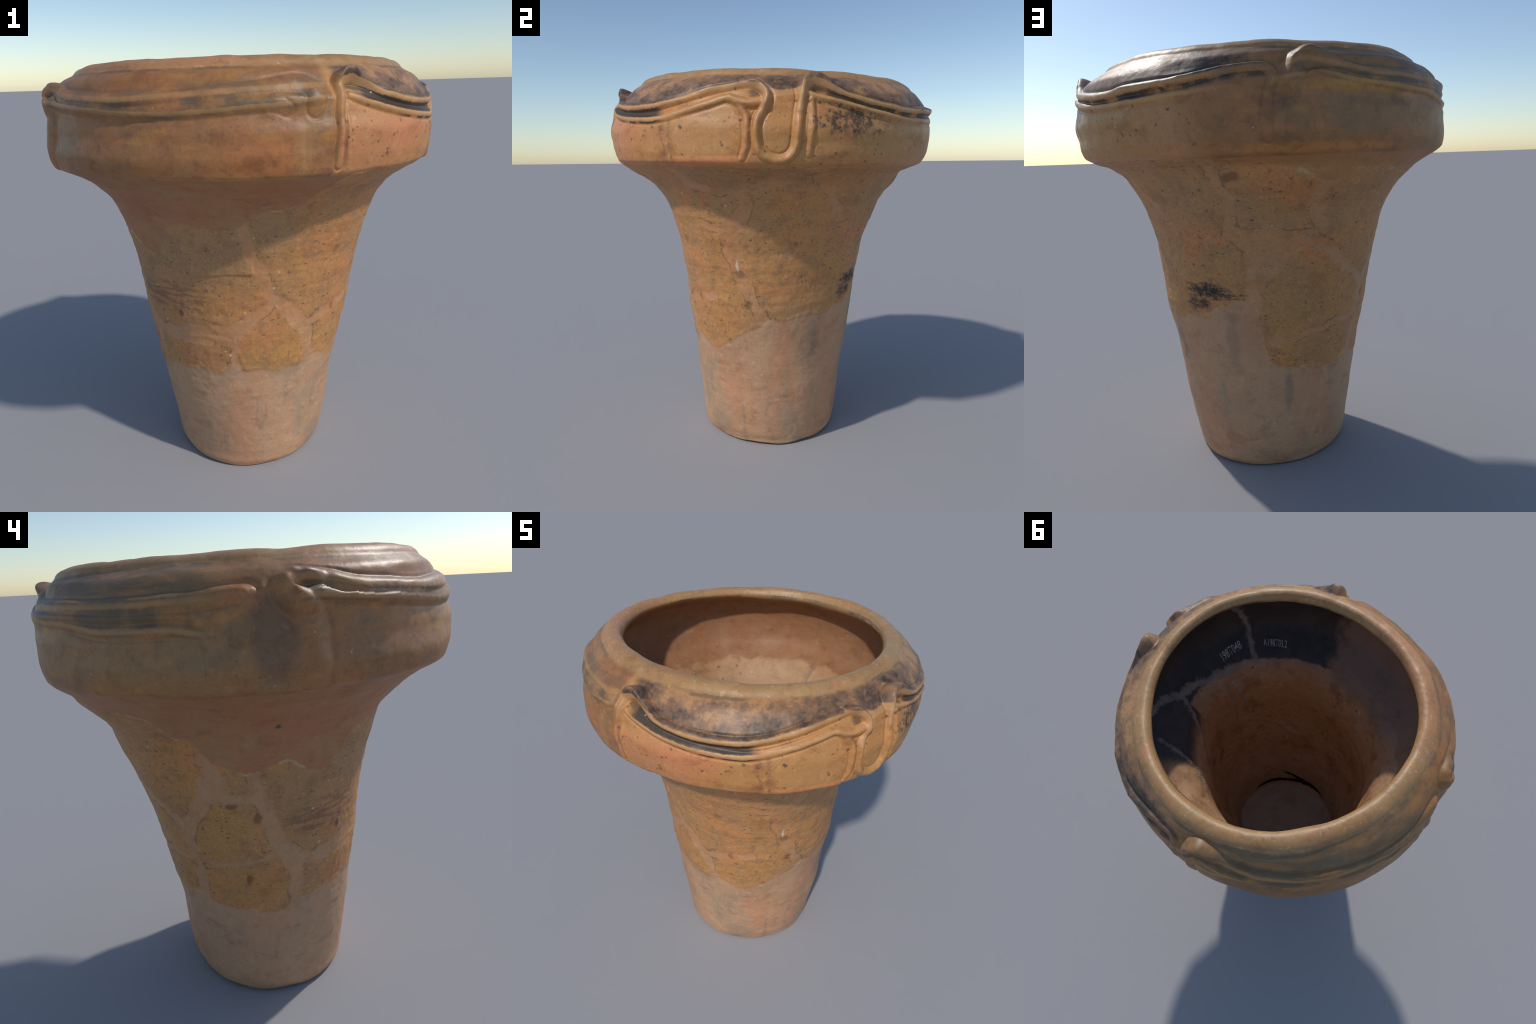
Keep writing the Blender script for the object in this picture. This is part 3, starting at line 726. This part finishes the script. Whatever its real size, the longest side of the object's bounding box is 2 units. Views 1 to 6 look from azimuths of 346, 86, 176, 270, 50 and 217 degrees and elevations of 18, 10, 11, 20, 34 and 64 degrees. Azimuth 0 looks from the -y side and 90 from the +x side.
    # smoke on the shoulder above the upper cord
    above = n.step(up, .004, .014)
    smoke = n.m('ADD', n.mul(n.noise(11, 5, .68, stretch=(1, 1, 1.6), offset=37), .7), n.mul(n.noise(46, 4, .7, stretch=(1, 1, .6), offset=39), .3))
    load = n.m('ADD', n.mul(n.m('SUBTRACT', smoke, .5), 3.2), n.m('SUBTRACT', .74, n.mul(up, 4.6)))
    load = n.m('ADD', load, n.mul(n.m('SUBTRACT', n.noise(3.0, 2, offset=41), .5), 1.2))
    sm = n.mul(ffull, above, n.step(ze, 1.955, 1.935))
    c = n.mix(n.mul(sm, .55), c, n.mix(n.step(smoke, .4, .6), (.42, .235, .115), (.50, .27, .14)))
    c = n.mix(n.mul(n.step(load, -.10, .55), sm, .85), c, (.18, .100, .056))
    c = n.mix(n.mul(n.step(load, .42, 1.0), sm, .85), c, SOOT)
    ml = n.blob(x, z, -1.5, 1.90, 5, .04, K, .6)
    c = n.mix(n.mul(ml, n.step(mot, .36, .56), .85), c, (.055, .035, .03))
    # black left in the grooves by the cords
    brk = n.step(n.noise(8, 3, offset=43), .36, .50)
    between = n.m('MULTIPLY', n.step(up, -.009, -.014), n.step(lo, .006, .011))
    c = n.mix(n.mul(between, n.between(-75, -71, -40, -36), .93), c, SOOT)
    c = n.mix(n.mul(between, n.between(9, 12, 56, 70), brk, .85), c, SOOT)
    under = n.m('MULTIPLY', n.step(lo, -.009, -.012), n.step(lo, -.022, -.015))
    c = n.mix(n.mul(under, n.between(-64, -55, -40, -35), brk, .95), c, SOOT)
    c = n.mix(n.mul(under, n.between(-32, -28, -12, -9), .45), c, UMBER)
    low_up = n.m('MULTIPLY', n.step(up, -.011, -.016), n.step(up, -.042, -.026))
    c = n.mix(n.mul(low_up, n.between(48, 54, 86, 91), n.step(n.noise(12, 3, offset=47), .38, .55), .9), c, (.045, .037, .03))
    nolug = n.inv(n.between(-188, -183, -171, -167))
    west = n.mul(n.inv(n.between(-84, -80, 90, 94)), nolug)
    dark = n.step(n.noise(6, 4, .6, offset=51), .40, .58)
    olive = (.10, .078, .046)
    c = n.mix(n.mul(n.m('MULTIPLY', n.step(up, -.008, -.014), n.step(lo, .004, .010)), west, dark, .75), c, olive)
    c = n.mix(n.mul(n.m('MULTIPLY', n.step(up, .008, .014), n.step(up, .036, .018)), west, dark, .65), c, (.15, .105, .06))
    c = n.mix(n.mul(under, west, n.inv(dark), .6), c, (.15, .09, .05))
    # dark green-grey runs on the north-west shoulder
    nw = n.m('MAXIMUM', n.between(92, 100, 200, 201), n.step(n.ang, -178, -196))
    c = n.mix(n.mul(nw, n.step(n.noise(7, 4, .6, stretch=(1, 1, 7), offset=53), .44, .58), n.step(up, .0, .02), .75), c, (.17, .118, .064))
    # pale and light flecks
    c = n.mix(n.mul(n.spots(17, .09, 8.0, .22), n.step(up, .0, -.02), .7), c, (.55, .50, .40))
    # highlight painted along the cord crests as a lighter clay tone
    crest = n.m('MAXIMUM', n.step(n.m('ABSOLUTE', up), .011, .004), n.step(n.m('ABSOLUTE', lo), .010, .004))
    crest = n.mul(crest, nolug)
    c = n.mix(n.mul(crest, n.between(-78, -74, 66, 84), .6), c, (.56, .31, .125))
    c = n.mix(n.mul(crest, west, .35), c, (.46, .28, .11))
    # loops and hanging U keep the clay colour
    px = n.vec(n.m('MULTIPLY', n.ang, K), ze, 0.0)
    loops = n.strokes(px, [[(-78.5, 1.82, .010), (-78, 1.865, .012), (-77, 1.893, .013), (-74, 1.900, .013), (-70.8, 1.882, .012), (-66, 1.852, .010)],
                           [(-13, 1.894, .012), (-7.6, 1.882, .012), (-6, 1.855, .012), (-6.1, 1.825, .012), (-8.4, 1.755, .011)],
                           [(3.0, 1.80, .011), (3.6, 1.853, .012), (4.6, 1.897, .013), (7, 1.912, .013), (10, 1.902, .012), (15, 1.868, .010)]], K)
    c = n.mix(n.mul(n.step(loops, .004, -.002), .9), c, n.mix(n.step(n.noise(9, 3, offset=5), .4, .62), (.52, .28, .12), (.45, .23, .10)))
    dark_ovals = n.m('MAXIMUM', n.blob(x, ze, -74.2, 1.868, 1.6, .016, K), n.m('MAXIMUM', n.blob(x, ze, 8.2, 1.875, 2.0, .016, K), n.blob(x, ze, -9.6, 1.857, 1.8, .016, K)))
    c = n.mix(n.mul(dark_ovals, .75), c, (.09, .065, .04))  # small dark ovals on the solid surface inside the loops
    # lip: khaki, rubbed, reddish on the south-west, dark line in the groove
    lipm = n.step(ze, 1.940, 1.952)
    lip = n.mix(n.step(n.noise(5, 3, offset=61), .4, .62), (.42, .238, .098), (.39, .205, .078))
    lip = n.mix(n.mul(n.step(n.noise(14, 4, .6, stretch=(1, 1, 3), offset=63), .52, .7), .6), lip, (.33, .215, .10))
    lip = n.mix(n.mul(n.step(n.noise(9, 4, .6, offset=67), .55, .72), .6), lip, (.58, .235, .11))
    lip = n.mix(n.mul(n.m('MAXIMUM', n.between(-175, -160, -105, -84), 0.0), .6), lip, (.50, .225, .10))
    lip = n.mix(n.mul(n.step(n.noise(40, 3, .6, offset=69), .56, .74), .45), lip, (.66, .47, .25))
    c = n.mix(lipm, c, mottle(n, lip, .9))
    c = n.mix(n.mul(n.step(n.m('ABSOLUTE', n.m('SUBTRACT', ze, 1.944)), .007, .002), n.step(n.noise(7, 3, offset=71), .46, .6), .7), c, (.14, .105, .06))
    h = n.m('ADD', n.noise(45, 4, .6), n.mul(n.noise(14, 3, .6, offset=3), .8))
    return n.finish(c, n.m('MULTIPLY_ADD', n.noise(10, 3), .22, .36), h, .004, .28)


def inside_material():
    n = Nodes('inside_clay')
    x, z, p0 = n.wall(14, .03)
    x = n.m('MULTIPLY', x, INNER_WALL / WALL); p = n.vec(x, z, 0.0)
    K = INNER_WALL
    c = n.mix(n.step(n.noise(3, 3, offset=3), .4, .62), (.48, .275, .14), (.45, .235, .105))  # mid-wall base raised so bounced light brightens the dark interior
    c = n.mix(n.mul(n.step(n.noise(7, 4, .65, offset=5), .5, .68), .7), c, (.25, .125, .055))
    c = n.mix(n.mul(n.step(n.noise(40, 3, .7), .54, .72), .4), c, (.22, .12, .06))
    c = n.mix(n.mul(n.spots(26, .25, 3.0, .3), .7), c, (.13, .07, .045))
    c = n.mix(n.mul(n.spots(24, .2, 7.0, .10), .6), c, PALE)
    # north-west: pale gritty sherds low, smooth reddish plaster bowl above
    bowl = n.mix(n.step(n.noise(4, 3, offset=9), .4, .62), (.35, .172, .080), (.33, .146, .058))
    bowl = n.mix(n.mul(n.step(n.noise(9, 5, .7, stretch=(1, 1, 3), offset=11), .56, .74), .6), bowl, (.45, .26, .135))
    bowl = n.mix(n.mul(n.step(n.noise(6, 4, .6, offset=15), .56, .72), .5), bowl, (.28, .145, .075))
    low = n.mix(n.mul(n.blob(x, z, 120, 1.30, 42, .22, K), .7), c, (.55, .33, .17))
    edge = n.m('ADD', z, n.mul(n.m('SUBTRACT', n.noise(6, 3, offset=17), .5), .10))
    c = n.mix(n.step(edge, 1.515, 1.535), low, bowl)
    grey = n.between(-155, -130, -86, -77, n.m('ADD', n.ang, n.mul(n.m('SUBTRACT', n.noise(9, 5, .65, offset=23), .5), 22)))
    c = n.mix(n.mul(grey, n.step(edge, 1.40, 1.48), .8), c, (.27, .175, .12))
    # smoke-black sherds on the south-east
    blk = n.mix(n.step(n.noise(9, 4, .6, offset=19), .4, .65), (.030, .028, .029), (.055, .04, .032))
    an = n.m('ADD', n.ang, n.mul(n.m('SUBTRACT', n.noise(9, 5, .65, offset=23), .5), 22))
    m = n.mul(n.between(-86, -77, 38, 50, an), n.step(z, 1.49, 1.505), n.step(z, 1.90, 1.78))
    m = n.m('MAXIMUM', m, n.mul(n.between(9, 11, 44, 52), n.step(n.m('ADD', z, n.mul(n.m('SUBTRACT', x, 11 * K), .0)), 1.36, 1.46), n.step(z, 1.70, 1.6)))
    c = n.mix(n.mul(m, .96), c, blk)
    seam = n.mix(n.step(n.noise(10, 4, offset=21), .4, .65), (.27, .20, .145), (.36, .275, .20))
    c = n.mix(n.mul(n.step(n.m('ADD', n.strokes(p, INNER_SEAMS, K), n.mul(n.m('SUBTRACT', n.noise(20, 5, .7, offset=25), .5), .05)), -.002, -.014), .8), c, seam)
    x2 = n.m('MULTIPLY', n.ang, .0063); p2 = n.vec(x2, n.m('ADD', n.z, n.mul(n.m('SUBTRACT', n.noise(45, 3, offset=2), .5), .014)), 0.0)
    c = n.mix(n.mul(n.step(n.z, .75, .50), .7), c, n.mix(n.step(n.noise(7, 4, .6, offset=41), .4, .62), (.64, .43, .28), (.56, .36, .22)))  # low wall lightened well past its clay to lift the deep shade
    c = mottle(n, c, .8)
    c = n.mix(n.step(n.strokes(p2, CRACK, .0063), .003, -.001), c, (.012, .010, .009))  # blackness of the gap painted over a shallow groove
    h = n.m('ADD', n.noise(50, 4, .6), n.mul(n.noise(12, 3, .6, stretch=(1, 1, 4)), .8))
    return n.finish(c, .62, h, .004, .35)


def floor_material():
    n = Nodes('floor_plaster')
    c = n.mix(n.step(n.noise(6, 4, .6), .4, .65), (.54, .39, .28), (.44, .31, .22))  # floor tones brightened because so little light reaches the bottom
    c = n.mix(n.mul(n.step(n.noise(18, 4, .65, offset=4), .54, .7), .6), c, (.60, .45, .33))
    x2 = n.m('MULTIPLY', n.ang, .0063); p2 = n.vec(x2, n.m('ADD', n.z, n.mul(n.m('SUBTRACT', n.noise(45, 3, offset=2), .5), .014)), 0.0)
    c = n.mix(n.step(n.strokes(p2, CRACK, .0063), .003, -.001), c, (.012, .010, .009))
    return n.finish(c, .7, n.noise(30, 4, .6), .004, .4)


def mark_material():
    n = Nodes('white_ink')
    return n.finish(n.mix(n.step(n.noise(90, 2), .4, .7), (.52, .49, .43), (.30, .27, .23)), .7)


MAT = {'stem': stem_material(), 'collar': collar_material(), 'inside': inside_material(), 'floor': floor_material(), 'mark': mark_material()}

# ------------------------------------------------------------------ split into parts
jar = bpy.data.objects.new('mended_clay_jar', None)
bpy.context.scene.collection.objects.link(jar)
jar['label'] = 'ancient brown clay jar with heavy corded collar, mended with plaster'
jar['category'] = 'pottery jar'
jar.empty_display_size = .2


def part_from_faces(name, mask, mat, parent=jar):
    """faces (row, col) of the shared surface -> a mesh of its own with the shared normals"""
    r, c = np.where(mask)
    c2 = (c + 1) % NCOL
    quads = np.stack([r * NCOL + c, r * NCOL + c2, (r + 1) * NCOL + c2, (r + 1) * NCOL + c], 1)
    ids, inv = np.unique(quads, return_inverse=True); inv = inv.reshape(quads.shape)
    me = bpy.data.meshes.new(name)
    me.vertices.add(len(ids)); me.vertices.foreach_set('co', grid.reshape(-1, 3)[ids].astype(np.float32).ravel())
    me.loops.add(quads.size); me.loops.foreach_set('vertex_index', inv.astype(np.int32).ravel())
    me.polygons.add(len(quads)); me.polygons.foreach_set('loop_start', np.arange(0, quads.size, 4, dtype=np.int32))
    me.update(calc_edges=True); me.validate()
    me.polygons.foreach_set('use_smooth', np.ones(len(quads), bool))
    me.normals_split_custom_set_from_vertices(normals.reshape(-1, 3)[ids].tolist())
    me.materials.append(mat)
    ob = bpy.data.objects.new(name, me); ob.parent = parent
    bpy.context.scene.collection.objects.link(ob)
    return ob


FR = NROW - 1
frow = np.arange(FR)[:, None] + np.zeros(NCOL, int)[None]
f_z = ZZ[:-1]
r_lip0 = n_under + n_outer - 2
r_in0 = n_under + n_outer + n_lip - 1
r_floor = n_under + n_outer + n_lip + int(np.argmin(abs(inside[:, 0] - .335) + abs(inside[:, 1] - .11)))
m_outer = frow < r_lip0
m_lip = (frow >= r_lip0) & (frow < r_in0)
m_in = (frow >= r_in0) & (frow < r_floor)
m_floor = frow >= r_floor
m_collar = m_outer & (frow >= s1)
m_stem = m_outer & (frow < s1)
part_from_faces('rim', m_lip, MAT['collar'])
inner = part_from_faces('inner_wall', m_in, MAT['inside'])
part_from_faces('inner_floor', m_floor, MAT['floor'])
cid = cord_id[:-1]
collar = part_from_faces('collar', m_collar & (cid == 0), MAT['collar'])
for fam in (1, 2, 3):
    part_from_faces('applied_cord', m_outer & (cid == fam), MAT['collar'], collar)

# stem: foot plaster, neck plaster, seams, and each sherd by itself
sherd_face = np.zeros((FR, NCOL), bool); sherd_face[s0:s1] = is_sherd[:s1 - s0]
sherd_face &= m_stem
foot_face = m_stem & ~sherd_face & (f_z < np.interp(unroll[:-1], *np.array(FOOT_LINE).T) + .01)
neck_face = m_stem & ~sherd_face & ~foot_face & (f_z > np.interp(unroll[:-1], *np.array(NECK_LINE).T) - .01)
fill_face = m_stem & ~sherd_face & ~foot_face & ~neck_face
part_from_faces('foot', foot_face, MAT['stem'])
part_from_faces('neck', neck_face, MAT['stem'])
stem = part_from_faces('plaster_fill', fill_face, MAT['stem'])


def components(mask):
    lab = np.zeros(mask.shape, int); n = 0
    H, W = mask.shape
    for i, j in zip(*np.where(mask)):
        if lab[i, j]: continue
        n += 1; stack = [(i, j)]; lab[i, j] = n
        while stack:
            a, b = stack.pop()
            for p, q in ((a+1, b), (a-1, b), (a, (b+1) % W), (a, (b-1) % W)):
                if 0 <= p < H and mask[p, q] and not lab[p, q]:
                    lab[p, q] = n; stack.append((p, q))
    return lab, n


lab, n = components(sherd_face[s0:s1])
sizes = np.bincount(lab.ravel(), minlength=n + 1)
for k in np.argsort(-sizes[1:]) + 1:
    if sizes[k] < 250: break
    m = np.zeros((FR, NCOL), bool); m[s0:s1] = lab == k
    part_from_faces('sherd', m, MAT['stem'])
small = np.zeros((FR, NCOL), bool); small[s0:s1] = (lab > 0) & (sizes[lab] < 250)
if small.any():
    part_from_faces('clay_crumb', small, MAT['stem'])['kind'] = 'stuff'

# ------------------------------------------------------------------ inventory numbers inked on the inside
def inked_mark(text, a0, z0, a1, z1, size):
    """a line of small writing laid on the inner wall from one wall point to another"""
    cu = bpy.data.curves.new('inventory_mark', 'FONT'); cu.body = text; cu.size = 1.0; cu.resolution_u = 2; cu.offset = .012
    tmp = bpy.data.objects.new('inventory_mark', cu); bpy.context.scene.collection.objects.link(tmp)
    dg = bpy.context.evaluated_depsgraph_get()
    me = bpy.data.meshes.new_from_object(tmp.evaluated_get(dg)); bpy.data.objects.remove(tmp); bpy.data.curves.remove(cu)
    co = np.empty(len(me.vertices) * 3, np.float32); me.vertices.foreach_get('co', co); co = co.reshape(-1, 3)
    w = co[:, 0].max()
    zi, ri = np.array(INSIDE)[::-1, 1], np.array(INSIDE)[::-1, 0]
    zi, k = np.unique(zi, return_index=True); ri = ri[k]
    rad = np.interp((z0 + z1) / 2, zi, ri)
    # along the line and across it, in (angle, height)
    dx, dz = math.radians(a1 - a0) * rad, z1 - z0
    L = math.hypot(dx, dz); ux, uz = dx / L, dz / L
    s = co[:, 0] / w * L; t = co[:, 1] * size
    # seen from inside, reading direction runs towards falling angle
    px = s * ux + t * uz; pz = s * uz - t * ux
    if ux > 0: px, pz = s * ux - t * uz, s * uz + t * ux
    th = math.radians(a0) + px / rad; ze = z0 + pz
    # nearest row of the inner wall grid
    zrow = row_z[i0:]; order = np.argsort(zrow); r_i = np.interp(ze, zrow[order], np.arange(n_in)[order])
    cidx = (th % (2 * PI)) / (2 * PI) * NCOL
    r0 = np.clip(r_i.astype(int), 0, n_in - 2); fr = np.clip(r_i - r0, 0, 1); c0_ = cidx.astype(int) % NCOL; fc = (cidx - cidx.astype(int))[:, None]; c1_ = (c0_ + 1) % NCOL
    G = grid[i0:]; N = normals[i0:]
    P0 = G[r0, c0_] * (1 - fc) + G[r0, c1_] * fc; P1 = G[r0 + 1, c0_] * (1 - fc) + G[r0 + 1, c1_] * fc
    Pn = P0 * (1 - fr[:, None]) + P1 * fr[:, None] + N[r0, c0_] * .0022
    me.vertices.foreach_set('co', Pn.astype(np.float32).ravel()); me.update()
    me.materials.clear(); me.materials.append(MAT['mark'])
    ob = bpy.data.objects.new('inventory_mark', me); ob.parent = inner
    bpy.context.scene.collection.objects.link(ob)
    return ob


for text, *where in [('198T048', -20, 1.525, -32, 1.545, .045), ('A198T03.2', -43, 1.535, -55, 1.525, .038), ('198T0a1', -19, 1.43, -23, 1.31, .040),
                     ('198T05b', -49, .92, -62, .84, .036), ('198T012', -113, 1.12, -132, 1.10, .034), ('198T062', 47, 1.42, 56, 1.35, .040)]:
    inked_mark(text, *where)
